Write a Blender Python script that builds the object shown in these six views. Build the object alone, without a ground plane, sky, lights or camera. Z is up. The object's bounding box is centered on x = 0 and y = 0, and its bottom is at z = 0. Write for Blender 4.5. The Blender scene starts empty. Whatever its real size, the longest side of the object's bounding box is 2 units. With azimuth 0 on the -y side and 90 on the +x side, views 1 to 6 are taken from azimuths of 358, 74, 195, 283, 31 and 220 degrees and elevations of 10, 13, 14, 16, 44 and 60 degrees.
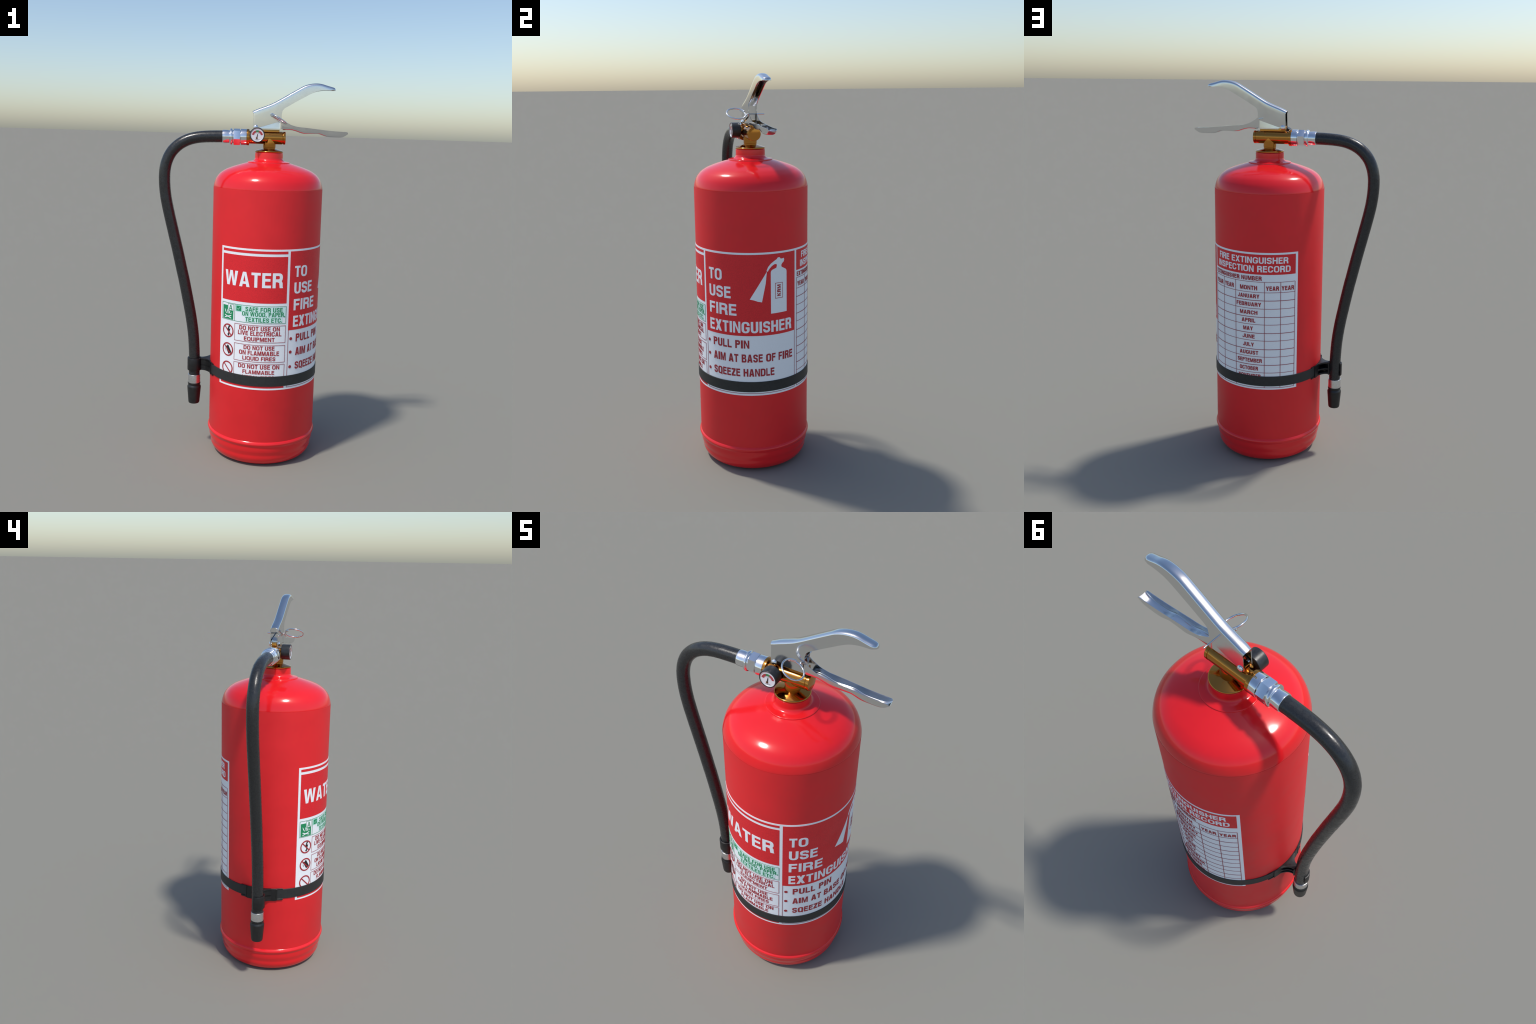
# Stored-pressure water fire extinguisher: red tank, brass valve, chrome squeeze
# grip, rubber hose held by a strap, and a printed wrap-around label.
import bpy, bmesh, math, random
from mathutils import Vector, Matrix
from mathutils.geometry import tessellate_polygon
from math import sin, cos, pi, radians, degrees, atan2, hypot

random.seed(7)
CX = 0.083            # tank axis (x); the valve, grip and hose all lie in the plane y = 0
R = 0.2885            # tank radius

# ------------------------------------------------------------------ materials
def new_mat(name):
    m = bpy.data.materials.new(name)
    m.use_nodes = True
    nt = m.node_tree
    b = nt.nodes.get("Principled BSDF")
    return m, nt, b

def noise(nt, scale, detail=4.0, rough=0.6, stretch=None):
    tc = nt.nodes.new("ShaderNodeTexCoord")
    n = nt.nodes.new("ShaderNodeTexNoise")
    n.inputs["Scale"].default_value = scale
    n.inputs["Detail"].default_value = detail
    n.inputs["Roughness"].default_value = rough
    if stretch:
        mp = nt.nodes.new("ShaderNodeMapping")
        mp.inputs["Scale"].default_value = stretch
        nt.links.new(tc.outputs["Object"], mp.inputs["Vector"])
        nt.links.new(mp.outputs["Vector"], n.inputs["Vector"])
    else:
        nt.links.new(tc.outputs["Object"], n.inputs["Vector"])
    return n.outputs["Fac"]

def ramp(nt, fac, stops):
    r = nt.nodes.new("ShaderNodeValToRGB")
    e = r.color_ramp.elements
    e[0].position, e[0].color = stops[0][0], (*stops[0][1], 1)
    e[1].position, e[1].color = stops[-1][0], (*stops[-1][1], 1)
    for p, c in stops[1:-1]:
        k = e.new(p); k.color = (*c, 1)
    nt.links.new(fac, r.inputs["Fac"])
    return r.outputs["Color"]

def remap(nt, fac, a, b, lo=0.3, hi=0.7):
    n = nt.nodes.new("ShaderNodeMapRange")
    n.inputs["From Min"].default_value = lo; n.inputs["From Max"].default_value = hi
    n.inputs["To Min"].default_value = a; n.inputs["To Max"].default_value = b
    nt.links.new(fac, n.inputs["Value"])
    return n.outputs["Result"]

def bump(nt, b, fac, strength, dist=0.001):
    n = nt.nodes.new("ShaderNodeBump")
    n.inputs["Strength"].default_value = strength
    n.inputs["Distance"].default_value = dist
    nt.links.new(fac, n.inputs["Height"])
    nt.links.new(n.outputs["Normal"], b.inputs["Normal"])

def plain(name, col, rough, metal=0.0, coat=0.0, coat_rough=0.05, spec=0.5):
    m, nt, b = new_mat(name)
    b.inputs["Base Color"].default_value = (*col, 1)
    b.inputs["Roughness"].default_value = rough
    b.inputs["Metallic"].default_value = metal
    b.inputs["Coat Weight"].default_value = coat
    b.inputs["Coat Roughness"].default_value = coat_rough
    b.inputs["Specular IOR Level"].default_value = spec
    return m, nt, b

RED = (0.80, 0.0145, 0.020)
# satin paint of the straight wall
M_WALL, nt, b = plain("satin_red_paint", RED, 0.55)
f = noise(nt, 9, 3)
nt.links.new(ramp(nt, f, [(0.3, (RED[0]*.96, RED[1]*.95, RED[2]*.95)), (0.7, (RED[0]*1.03, RED[1]*1.05, RED[2]*1.05))]), b.inputs["Base Color"])
nt.links.new(remap(nt, f, 0.5, 0.6), b.inputs["Roughness"])
# glossy paint of shoulder and foot
M_GLOSS, nt, b = plain("gloss_red_paint", RED, 0.145)
f = noise(nt, 7, 3)
nt.links.new(ramp(nt, f, [(0.3, (RED[0]*.97, RED[1]*.95, RED[2]*.95)), (0.7, (RED[0]*1.02, RED[1]*1.05, RED[2]*1.05))]), b.inputs["Base Color"])

def print_mat(name, col, grain=0.08, rough=0.5):
    m, nt, b = plain(name, col, rough)
    f = noise(nt, 220, 2, 0.7)
    lo = tuple(c * (1 - grain) for c in col); hi = tuple(min(1, c * (1 + grain)) for c in col)
    nt.links.new(ramp(nt, f, [(0.35, lo), (0.65, hi)]), b.inputs["Base Color"])
    nt.links.new(remap(nt, noise(nt, 14, 3), rough - .07, rough + .07), b.inputs["Roughness"])
    return m
M_WHITE = print_mat("label_white", (0.89, 0.90, 0.93), 0.02)
M_LRED = print_mat("label_red", (0.74, 0.013, 0.021), 0.09)
M_INK = print_mat("red_ink", (0.40, 0.020, 0.030), 0.08)
M_LINE = print_mat("fine_red_ink", (0.35, 0.050, 0.068), 0.08)
M_GREEN = print_mat("green_ink", (0.012, 0.26, 0.10), 0.06)
M_MINT = print_mat("mint_tint", (0.36, 0.74, 0.60), 0.03)
M_HAZE = print_mat("pale_mint_tint", (0.66, 0.87, 0.83), 0.03)
M_BLACKINK = print_mat("black_ink", (0.012, 0.012, 0.014), 0.1)

def chrome(name, col, lo, hi, scale=18):
    m, nt, b = plain(name, col, lo, 1.0)
    nt.links.new(remap(nt, noise(nt, scale, 4), lo, hi), b.inputs["Roughness"])
    return m, nt, b
M_CHROME, _, _ = chrome("polished_chrome", (0.72, 0.73, 0.735), 0.10, 0.17)
M_FITTING, _, _ = chrome("fitting_chrome", (0.82, 0.83, 0.85), 0.08, 0.15, 30)
M_BRASS, _, _ = chrome("brass", (0.53, 0.228, 0.048), 0.09, 0.15, 25)
M_FERRULE, nt, b = chrome("rough_ferrule_steel", (0.72, 0.72, 0.73), 0.22, 0.40, 160)
bump(nt, b, noise(nt, 170, 4, 0.7), 0.5, 0.0012)

def rubber(name, col, lo, hi, scale, bump_s, specks=False):
    m, nt, b = plain(name, col, lo)
    f = noise(nt, scale, 6, 0.7)
    nt.links.new(remap(nt, f, lo, hi), b.inputs["Roughness"])
    dark = tuple(c * 0.6 for c in col); lite = tuple(c * 1.35 for c in col)
    nt.links.new(ramp(nt, f, [(0.32, dark), (0.5, col), (0.7, lite)]), b.inputs["Base Color"])
    bump(nt, b, noise(nt, scale * 4, 5, 0.7), bump_s, 0.001)
    return m
M_HOSE, nt, b = plain("hose_rubber", (0.029, 0.030, 0.031), 0.3)
f = noise(nt, 190, 3, 0.7)
nt.links.new(ramp(nt, f, [(0.30, (.013, .013, .014)), (0.45, (.021, .022, .023)), (0.72, (.029, .030, .030))]), b.inputs["Base Color"])
nt.links.new(remap(nt, noise(nt, 42, 9, 0.75), .13, .42, .38, .64), b.inputs["Roughness"])
bump(nt, b, noise(nt, 240, 4, 0.7), 0.25, 0.001)
M_STRAP = rubber("strap_rubber", (0.020, 0.021, 0.021), 0.50, 0.65, 90, 0.15)
M_CLAMP = rubber("clamp_plastic", (0.0085, 0.0085, 0.009), 0.36, 0.5, 80, 0.1)
M_NOZZLE = rubber("nozzle_rubber", (0.012, 0.012, 0.012), 0.34, 0.5, 70, 0.15)
M_GAUGE = rubber("gauge_plastic", (0.020, 0.021, 0.023), 0.30, 0.42, 90, 0.1)
M_DIAL, _, _ = plain("dial_face", (0.80, 0.79, 0.83), 0.3, coat=0.6)
M_BEZEL, _, _ = plain("bezel_metal", (0.72, 0.73, 0.74), 0.3, 0.3)
M_DRED, _, _ = plain("dial_red", (0.42, 0.035, 0.05), 0.35, coat=0.6)
M_DGREEN, _, _ = plain("dial_green", (0.04, 0.22, 0.08), 0.35, coat=0.6)
M_DBLACK, _, _ = plain("dial_black", (0.015, 0.012, 0.012), 0.4)
M_PIVOT, _, _ = plain("needle_pivot", (0.16, 0.07, 0.02), 0.35, 0.6)

# ------------------------------------------------------------------ object helpers
def link(ob, parent):
    bpy.context.scene.collection.objects.link(ob)
    if parent is not None:
        ob.parent = parent
        if parent.parent is None and parent.type == 'EMPTY':
            ob.matrix_parent_inverse = Matrix.Translation(-parent.location)
    return ob

def finish(bm, name, mat, parent, angle=35, smooth=True):
    bmesh.ops.recalc_face_normals(bm, faces=bm.faces)
    me = bpy.data.meshes.new(name)
    bm.to_mesh(me); bm.free()
    if smooth:
        me.shade_smooth()
        me.set_sharp_from_angle(angle=radians(angle))
    me.materials.append(mat)
    return link(bpy.data.objects.new(name, me), parent)

def round_profile(pts, rad, seg=4):
    """Round the corners of an open (r, h) profile; rad may be a number or a list."""
    out = [pts[0]]
    for i in range(1, len(pts) - 1):
        rr = rad[i] if isinstance(rad, (list, tuple)) else rad
        p, a, c = Vector(pts[i]), Vector(pts[i-1]), Vector(pts[i+1])
        d1, d2 = a - p, c - p
        k = min(rr, d1.length * .45, d2.length * .45)
        if k < 1e-6 or d1.normalized().dot(d2.normalized()) < -0.9995:
            out.append(pts[i]); continue
        s, e = p + d1.normalized() * k, p + d2.normalized() * k
        for j in range(seg + 1):
            t = j / seg
            q = s * (1-t)**2 + p * 2*t*(1-t) + e * t*t
            out.append((q.x, q.y))
    out.append(pts[-1])
    return out

def frame(axis):
    a = Vector(axis).normalized()
    h = Vector((0, 0, 1)) if abs(a.z) < .9 else Vector((1, 0, 0))
    u = h.cross(a).normalized()
    return a, u, a.cross(u)

def lathe(name, prof, mat, parent, origin=(CX, 0, 0), axis=(0, 0, 1), seg=96, angle=35,
          closed=False, bm=None):
    """Revolve an (r, h) profile; r = 0 at an end closes it in a fan."""
    own = bm is None
    bm = bm or bmesh.new()
    a, u, v = frame(axis); o = Vector(origin)
    rings = []
    for r, h in prof:
        if r < 1e-6:
            rings.append([bm.verts.new(o + a * h)])
        else:
            rings.append([bm.verts.new(o + a*h + (u*cos(2*pi*i/seg) + v*sin(2*pi*i/seg))*r) for i in range(seg)])
    pairs = list(zip(rings, rings[1:])) + ([(rings[-1], rings[0])] if closed else [])
    for p, q in pairs:
        for i in range(seg):
            j = (i + 1) % seg
            if len(p) == 1 and len(q) == 1: continue
            if len(p) == 1: bm.faces.new((p[0], q[i], q[j]))
            elif len(q) == 1: bm.faces.new((p[i], p[j], q[0]))
            else: bm.faces.new((p[i], p[j], q[j], q[i]))
    return finish(bm, name, mat, parent, angle) if own else bm

def catmull(pts, n=8):
    pts = [Vector(p) for p in pts]
    P = [pts[0]*2 - pts[1]] + pts + [pts[-1]*2 - pts[-2]]
    out = []
    for i in range(1, len(P) - 2):
        p0, p1, p2, p3 = P[i-1:i+3]
        for k in range(n):
            t = k / n
            out.append(0.5 * ((2*p1) + (p2-p0)*t + (2*p0-5*p1+4*p2-p3)*t*t + (3*p1-p0-3*p2+p3)*t**3))
    out.append(pts[-1])
    return out

def tube(name, path, radius, mat, parent, seg=24, bm=None, caps=True):
    own = bm is None
    bm = bm or bmesh.new()
    path = [Vector(p) for p in path]
    n = len(path)
    tan = [(path[min(i+1, n-1)] - path[max(i-1, 0)]).normalized() for i in range(n)]
    u = Vector((0, 1, 0)); u = (u - tan[0]*u.dot(tan[0]))
    if u.length < .1: u = Vector((1, 0, 0)) - tan[0]*tan[0].x
    u.normalize()
    rings = []
    for i in range(n):
        u = (u - tan[i]*u.dot(tan[i])).normalized()
        w = tan[i].cross(u)
        r = radius(i/(n-1)) if callable(radius) else radius
        rings.append([bm.verts.new(path[i] + (u*cos(2*pi*k/seg) + w*sin(2*pi*k/seg))*r) for k in range(seg)])
    for p, q in zip(rings, rings[1:]):
        for i in range(seg):
            j = (i+1) % seg
            bm.faces.new((p[i], p[j], q[j], q[i]))
    if caps:
        bm.faces.new(rings[0]); bm.faces.new(rings[-1])
    return finish(bm, name, mat, parent) if own else bm

def prism(name, outline, mat, parent, axis='y', lo=0.0, hi=0.01, bev=0.0, seg=2, bm=None):
    """Extrude a polygon. axis y: outline is (x, z); axis z: outline is (x, y)."""
    own = bm is None
    b2 = bmesh.new()
    def P(p, t): return (p[0], t, p[1]) if axis == 'y' else (p[0], p[1], t)
    f = b2.faces.new([b2.verts.new(P(p, lo)) for p in outline])
    ex = bmesh.ops.extrude_face_region(b2, geom=[f])
    for v in [g for g in ex["geom"] if isinstance(g, bmesh.types.BMVert)]:
        if axis == 'y': v.co.y = hi
        else: v.co.z = hi
    bmesh.ops.recalc_face_normals(b2, faces=b2.faces)
    if bev > 0:
        ed = [e for e in b2.edges if len(e.link_faces) == 2 and e.calc_face_angle() > radians(40)]
        bmesh.ops.bevel(b2, geom=ed, offset=bev, segments=seg, affect='EDGES', profile=0.5, clamp_overlap=True)
    if own: return finish(b2, name, mat, parent)
    me = bpy.data.meshes.new("tmp"); b2.to_mesh(me); b2.free()
    bm.from_mesh(me); bpy.data.meshes.remove(me)
    return bm

# ------------------------------------------------------------------ the thing
root = bpy.data.objects.new("fire_extinguisher", None)
root.location = (CX, 0, 0)
root["label"] = "red water fire extinguisher with black hose and chrome handle"
root["category"] = "fire extinguisher"
bpy.context.scene.collection.objects.link(root)

# ------------------------------------------------------------------ tank
Z_SEAM, Z_FOOT = 1.4555, 0.148
tank = lathe("tank", [(R-.004, Z_FOOT-.02), (R, Z_FOOT-.004), (R, Z_SEAM)],
             M_WALL, root, seg=160)
dome = [(R-.0004, Z_SEAM-.004), (R-.0007, 1.4600), (R-.0034, 1.4720), (.2800, 1.4880), (.2740, 1.5010), (.2650, 1.5140), (.2540, 1.5260),
        (.2400, 1.5365), (.2200, 1.5480), (.1900, 1.5600), (.1600, 1.5700), (.1300, 1.5790), (.1120, 1.5840)]
dome = [(p.x, p.y) for p in catmull([(a, b, 0) for a, b in dome], 4)]
collar = round_profile([(.1115, 1.5842), (.1112, 1.5880), (.1085, 1.5892), (.0870, 1.5925), (.0785, 1.5970), (.0738, 1.6060), (.0735, 1.6370), (.0700, 1.6372), (.02, 1.6372)],
                       [0, .002, .002, .006, .008, .008, .0015, .001, 0])
lathe("shoulder", dome + collar, M_GLOSS, tank, seg=160, angle=40)
foot = [(R-.003, .1470), (R+.0001, .1430), (.2905, .1410), (.2936, .1368), (.2955, .1318), (.2956, .1285), (.2940, .1235), (.2912, .1190), (.2888, .1145),
        (.2877, .1085), (.2874, .1020), (.2870, .0950), (.2853, .0845), (.2818, .0730), (.2793, .0635), (.2789, .0560), (.2783, .0480), (.2760, .0385),
        (.2714, .0285), (.2640, .0180), (.2530, .0090), (.2400, .0030), (.2280, .0003), (.2200, .0000), (.2050, .0040), (.16, .018), (.08, .03), (0, .033)]
foot = [(max(p.x, 0), max(p.y, 0)) for p in catmull([(a, b, 0) for a, b in foot], 4)]
foot[-1] = (0, .033)
lathe("foot", foot, M_GLOSS, tank, seg=160, angle=60)

# ------------------------------------------------------------------ label (angle in degrees, height)
K = radians(1) * R       # metres of arc per degree
def wrap(bm, name, mat, parent, level, step=2.0, thick=0.0007):
    """Bend a flat (degrees, height) mesh round the tank and give it depth."""
    bmesh.ops.remove_doubles(bm, verts=bm.verts, dist=1e-6)
    xs = [v.co.x for v in bm.verts]
    k = math.floor(min(xs) / step) + 1
    while k * step < max(xs) - 1e-4:
        bmesh.ops.bisect_plane(bm, geom=bm.verts[:] + bm.edges[:] + bm.faces[:], dist=1e-5,
                               plane_co=(k*step, 0, 0), plane_no=(1, 0, 0))
        k += 1
    for f in bm.faces:
        f.normal_update()
        if f.normal.z < 0: f.normal_flip()
    rim = [e for e in bm.edges if e.is_boundary]
    ex = bmesh.ops.extrude_edge_only(bm, edges=rim)
    low = set(g for g in ex["geom"] if isinstance(g, bmesh.types.BMVert))
    for v in bm.verts:
        a, r = radians(v.co.x), R + level - (thick if v in low else 0)
        v.co = Vector((CX + r*cos(a), r*sin(a), v.co.y))
    me = bpy.data.meshes.new(name)
    bmesh.ops.recalc_face_normals(bm, faces=bm.faces)
    # the open sheet must face outward
    s = sum(f.normal.dot(Vector((f.calc_center_median().x - CX, f.calc_center_median().y, 0)).normalized()) * f.calc_area() for f in bm.faces)
    if s < 0: bmesh.ops.reverse_faces(bm, faces=bm.faces)
    bm.to_mesh(me); bm.free()
    me.shade_smooth(); me.set_sharp_from_angle(angle=radians(35))
    me.materials.append(mat)
    return link(bpy.data.objects.new(name, me), parent)

def poly(bm, pts):
    vs = [bm.verts.new((x, y, 0)) for x, y in pts]
    if len(pts) <= 4: bm.faces.new(vs); return
    for tri in tessellate_polygon([[Vector((x*K, y, 0)) for x, y in pts]]):
        bm.faces.new([vs[i] for i in tri])
def rect(bm, a0, a1, z0, z1):
    poly(bm, [(a0, z0), (a1, z0), (a1, z1), (a0, z1)])
def ngon_ring(bm, a, z, r0, r1, n=48):
    o = [(a + r1*cos(2*pi*i/n)/K, z + r1*sin(2*pi*i/n)) for i in range(n)]
    q = [(a + r0*cos(2*pi*i/n)/K, z + r0*sin(2*pi*i/n)) for i in range(n)]
    vo = [bm.verts.new((x, y, 0)) for x, y in o]; vi = [bm.verts.new((x, y, 0)) for x, y in q]
    for i in range(n):
        j = (i+1) % n
        bm.faces.new((vo[i], vo[j], vi[j], vi[i]))
def disc(bm, a, z, r, n=28):
    poly(bm, [(a + r*cos(2*pi*i/n)/K, z + r*sin(2*pi*i/n)) for i in range(n)])
def bar(bm, a0, z0, a1, z1, w):
    """Straight printed stroke between two points, w wide."""
    d = Vector(((a1-a0)*K, z1-z0)).normalized(); n = Vector((-d.y, d.x)) * w/2
    poly(bm, [(a0+n.x/K, z0+n.y), (a0-n.x/K, z0-n.y), (a1-n.x/K, z1-n.y), (a1+n.x/K, z1+n.y)])
def outline(bm, a0, a1, z0, z1, w):
    wa = w / K
    rect(bm, a0, a1, z1-w, z1); rect(bm, a0, a1, z0, z0+w)
    rect(bm, a0, a0+wa, z0+w, z1-w); rect(bm, a1-wa, a1, z0+w, z1-w)

# Condensed grotesque capitals, drawn from stems, bars and superelliptic bowls.
# A glyph is built at cap height 1 and width w; v = stem width, h = bar width.
WIDTH = dict(A=.92, B=.84, C=.88, D=.88, E=.72, F=.68, G=.92, H=.86, J=.66, K=.88, L=.68, M=1.05, N=.86, O=.94, P=.78,
             Q=.94, R=.86, S=.82, T=.76, U=.84, V=.90, W=1.30, X=.88, Y=.88, Z=.76)
def bow(cx, cy, rx, ry, t0, t1, n=7, e=2.5):
    """Superelliptic arc, angles in degrees."""
    o = []
    for i in range(n+1):
        t = radians(t0 + (t1-t0)*i/n); c, q = cos(t), sin(t)
        o.append((cx + rx*math.copysign(abs(c)**(2/e), c), cy + ry*math.copysign(abs(q)**(2/e), q)))
    return o
def glyph(ch, w, v, h):
    """Returns contours: the first is the outline, the rest are holes."""
    m, b = w/2, v*1.08
    ry = min(.36, max(.24, m)); qx, qy = m - v, ry - h*.85
    if ch == 'A':
        a, yt = v*.58, .80
        x = lambda y: b + (m-b)*y/yt
        return [[(0, 0), (b, 0), (x(.19), .19), (w-x(.19), .19), (w-b, 0), (w, 0), (m+a, 1), (m-a, 1)],
                [(x(.19+h*.95), .19+h*.95), (w-x(.19+h*.95), .19+h*.95), (m, yt)]]
    if ch == 'B':
        y = .52
        up, lo = bow(w*.93-.30*w, (y+1)/2, .30*w, (1-y)/2, -90, 90), bow(w-.34*w, y/2, .34*w, y/2, -90, 90)
        up = [p for p in up if p[1] > y+.01]; lo = [p for p in lo if p[1] < y-.005]
        k = h*.9
        return [[(0, 0)] + lo + [(w*.86, y)] + up + [(0, 1)],
                [(v, k)] + bow(w-.34*w, (k+y-k/2)/2, .34*w-v, (y-k*1.5)/2, -90, 90, 5) + [(v, y-k/2)],
                [(v, y+k/2)] + bow(w*.93-.30*w, (y+k/2+1-k)/2, .30*w-v, (1-y-k*1.5)/2, -90, 90, 5) + [(v, 1-k)]]
    if ch in 'CG':
        out = bow(m, 1-ry, m, ry, 0, 180, 12)
        out = [(w, .665)] + out + bow(m, ry, m, ry, 180, 360, 12)
        inn = bow(m, ry, qx, qy, 360, 180, 12) + bow(m, 1-ry, qx, qy, 180, 0, 12) + [(w-v, .665)]
        if ch == 'C': return [out + [(w, .36), (w-v, .36)] + inn]
        return [out + [(w, .53), (w*.52, .53), (w*.52, .53-h), (w-v, .53-h)] + inn]
    if ch == 'D':
        k = min(m*1.1, w-v*1.1)
        return [[(0, 0)] + bow(w-k, ry, k, ry, -90, 0) + bow(w-k, 1-ry, k, ry, 0, 90) + [(0, 1)],
                [(v, h)] + bow(w-k, ry, k-v, qy+.0, -90, 0) + bow(w-k, 1-ry, k-v, qy, 0, 90) + [(v, 1-h)]]
    if ch == 'E': return [[(0, 0), (w, 0), (w, h), (v, h), (v, .44), (w*.93, .44), (w*.93, .44+h), (v, .44+h), (v, 1-h), (w*.98, 1-h), (w*.98, 1), (0, 1)]]
    if ch == 'F': return [[(0, 0), (v, 0), (v, .42), (w*.92, .42), (w*.92, .42+h), (v, .42+h), (v, 1-h), (w, 1-h), (w, 1), (0, 1)]]
    if ch == 'H': return [[(0, 0), (v, 0), (v, .43), (w-v, .43), (w-v, 0), (w, 0), (w, 1), (w-v, 1), (w-v, .43+h), (v, .43+h), (v, 1), (0, 1)]]
    if ch == 'I': return [[(0, 0), (v, 0), (v, 1), (0, 1)]]
    if ch == 'J':
        return [[(w, 1), (w-v, 1)] + bow(m, ry, qx, qy, 0, -180, 9) + [(v, .36), (0, .36)] + bow(m, ry, m, ry, -180, 0, 9)]
    if ch == 'K': return [[(0, 0), (v, 0), (v, .30), (v+.17*(w-v), .46), (w-b*1.05, 0), (w*1.02, 0), (v+.44*(w-v), .63), (w*.98, 1), (w*.98-b*1.15, 1), (v, .53), (v, 1), (0, 1)]]
    if ch == 'L': return [[(0, 0), (w, 0), (w, h), (v, h), (v, 1), (0, 1)]]
    if ch == 'M':
        a, c = v*.52, v*1.35
        return [[(0, 0), (v, 0), (v, .72), (m-a, 0), (m+a, 0), (w-v, .72), (w-v, 0), (w, 0), (w, 1), (w-c, 1), (m, .34), (c, 1), (0, 1)]]
    if ch == 'N': return [[(0, 0), (v, 0), (v, .68), (w-v*1.08, 0), (w, 0), (w, 1), (w-v, 1), (w-v, .32), (v*1.08, 1), (0, 1)]]
    if ch in 'OQ':
        low = bow(m, ry, m, ry, 180, 360, 14)
        if ch == 'Q':
            low = [p for p in low if p[0] < w*.68 or p[1] > .13]
            k = next(i for i, p in enumerate(low) if p[0] >= w*.68)
            low[k:k] = [(w*.66, .0), (w*.90, -.09), (w*1.0, -.01), (w*.90, .085)]
        return [bow(m, 1-ry, m, ry, 0, 180, 14) + low, bow(m, 1-ry, qx, qy, 0, 180, 12) + bow(m, ry, qx, qy, 180, 360, 12)]
    if ch in 'PR':
        y = .42; k = min(.42*w, w-v*1.1); W = w if ch == 'P' else w*.97
        bowl = bow(W-k, (y+1)/2, k, (1-y)/2, -90, 90, 10)
        hole = [(v, y+h)] + bow(W-k, (y+1)/2, k-v, (1-y)/2-h, -90, 90, 8) + [(v, 1-h)]
        if ch == 'P': return [[(0, 0), (v, 0), (v, y)] + bowl + [(0, 1)], hole]
        bowl = [p for p in bowl if p[1] > y+.075]
        return [[(0, 0), (v, 0), (v, y-.02), (w*.47, y-.02), (w-v*1.25, y-.07), (w-v*1.12, .10), (w-v*1.05, 0), (w*1.03, 0), (w*.985, .08), (w*.965, .34), (w*.87, y+.045)] + bowl + [(0, 1)], hole]
    if ch == 'S':
        t = (v+h)/2; rx = m - t/2; r1, r2 = .245-t/2, .270-t/2
        mid = bow(m, 1-t/2-r1, rx, r1, 0, 180, 10, 2.2) + [(t/2+w*.05, .575), (m, .52), (w-t/2-w*.05, .455)] + bow(m, t/2+r2, rx, r2, 0, -180, 10, 2.2)
        mid = [(w-t/2, .700)] + mid + [(t/2, .315)]
        P = [Vector(p) for p in mid]; L_, R_ = [], []
        P = [P[0]] + [p for a_, p in zip(P, P[1:]) if (p-a_).length > 1e-4]
        for i, p in enumerate(P):
            d = (P[min(i+1, len(P)-1)] - P[max(i-1, 0)]).normalized(); n_ = Vector((-d.y, d.x))*t/2
            L_.append((p.x+n_.x, p.y+n_.y)); R_.append((p.x-n_.x, p.y-n_.y))
        return [L_ + R_[::-1]]
    if ch == 'T': return [[(m-v/2, 0), (m+v/2, 0), (m+v/2, 1-h), (w, 1-h), (w, 1), (0, 1), (0, 1-h), (m-v/2, 1-h)]]
    if ch == 'U': return [[(w, 1), (w-v, 1)] + bow(m, ry, qx, qy, 0, -180, 11) + [(v, 1), (0, 1)] + bow(m, ry, m, ry, -180, 0, 11)]
    if ch == 'V': return [[(0, 1), (b, 1), (m, .27), (w-b, 1), (w, 1), (m+v*.55, 0), (m-v*.55, 0)]]
    if ch == 'W':
        a = v*.52
        return [[(0, 1), (b, 1), (.275*w, .30), (m-a, 1), (m+a, 1), (.725*w, .30), (w-b, 1), (w, 1), (.735*w+a, 0), (.735*w-a, 0), (m, .68), (.265*w+a, 0), (.265*w-a, 0)]]
    if ch == 'X':
        y = (w-2*b)/(2*(w-b))
        return [[(0, 0), (b, 0), (m, y), (w-b, 0), (w, 0), (w-(w-b)/2, .5), (w, 1), (w-b, 1), (m, 1-y), (b, 1), (0, 1), ((w-b)/2, .5)]]
    if ch == 'Y': return [[(m-v/2, 0), (m+v/2, 0), (m+v/2, .40), (w, 1), (w-b, 1), (m, .58), (b, 1), (0, 1), (m-v/2, .40)]]
    if ch == 'Z': return [[(0, 0), (w, 0), (w, h), (b*1.3, h), (w, 1-h), (w, 1), (0, 1), (0, 1-h), (w-b*1.3, 1-h), (0, h)]]
    if ch == '.': return [[(0, 0), (v, 0), (v, h*1.1), (0, h*1.1)]]
    if ch == ',': return [[(0, 0), (v*.5, 0), (v*.2, -.14), (v*.6, -.14), (v, 0), (v, h*1.1), (0, h*1.1)]]
    raise ValueError(ch)

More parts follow.
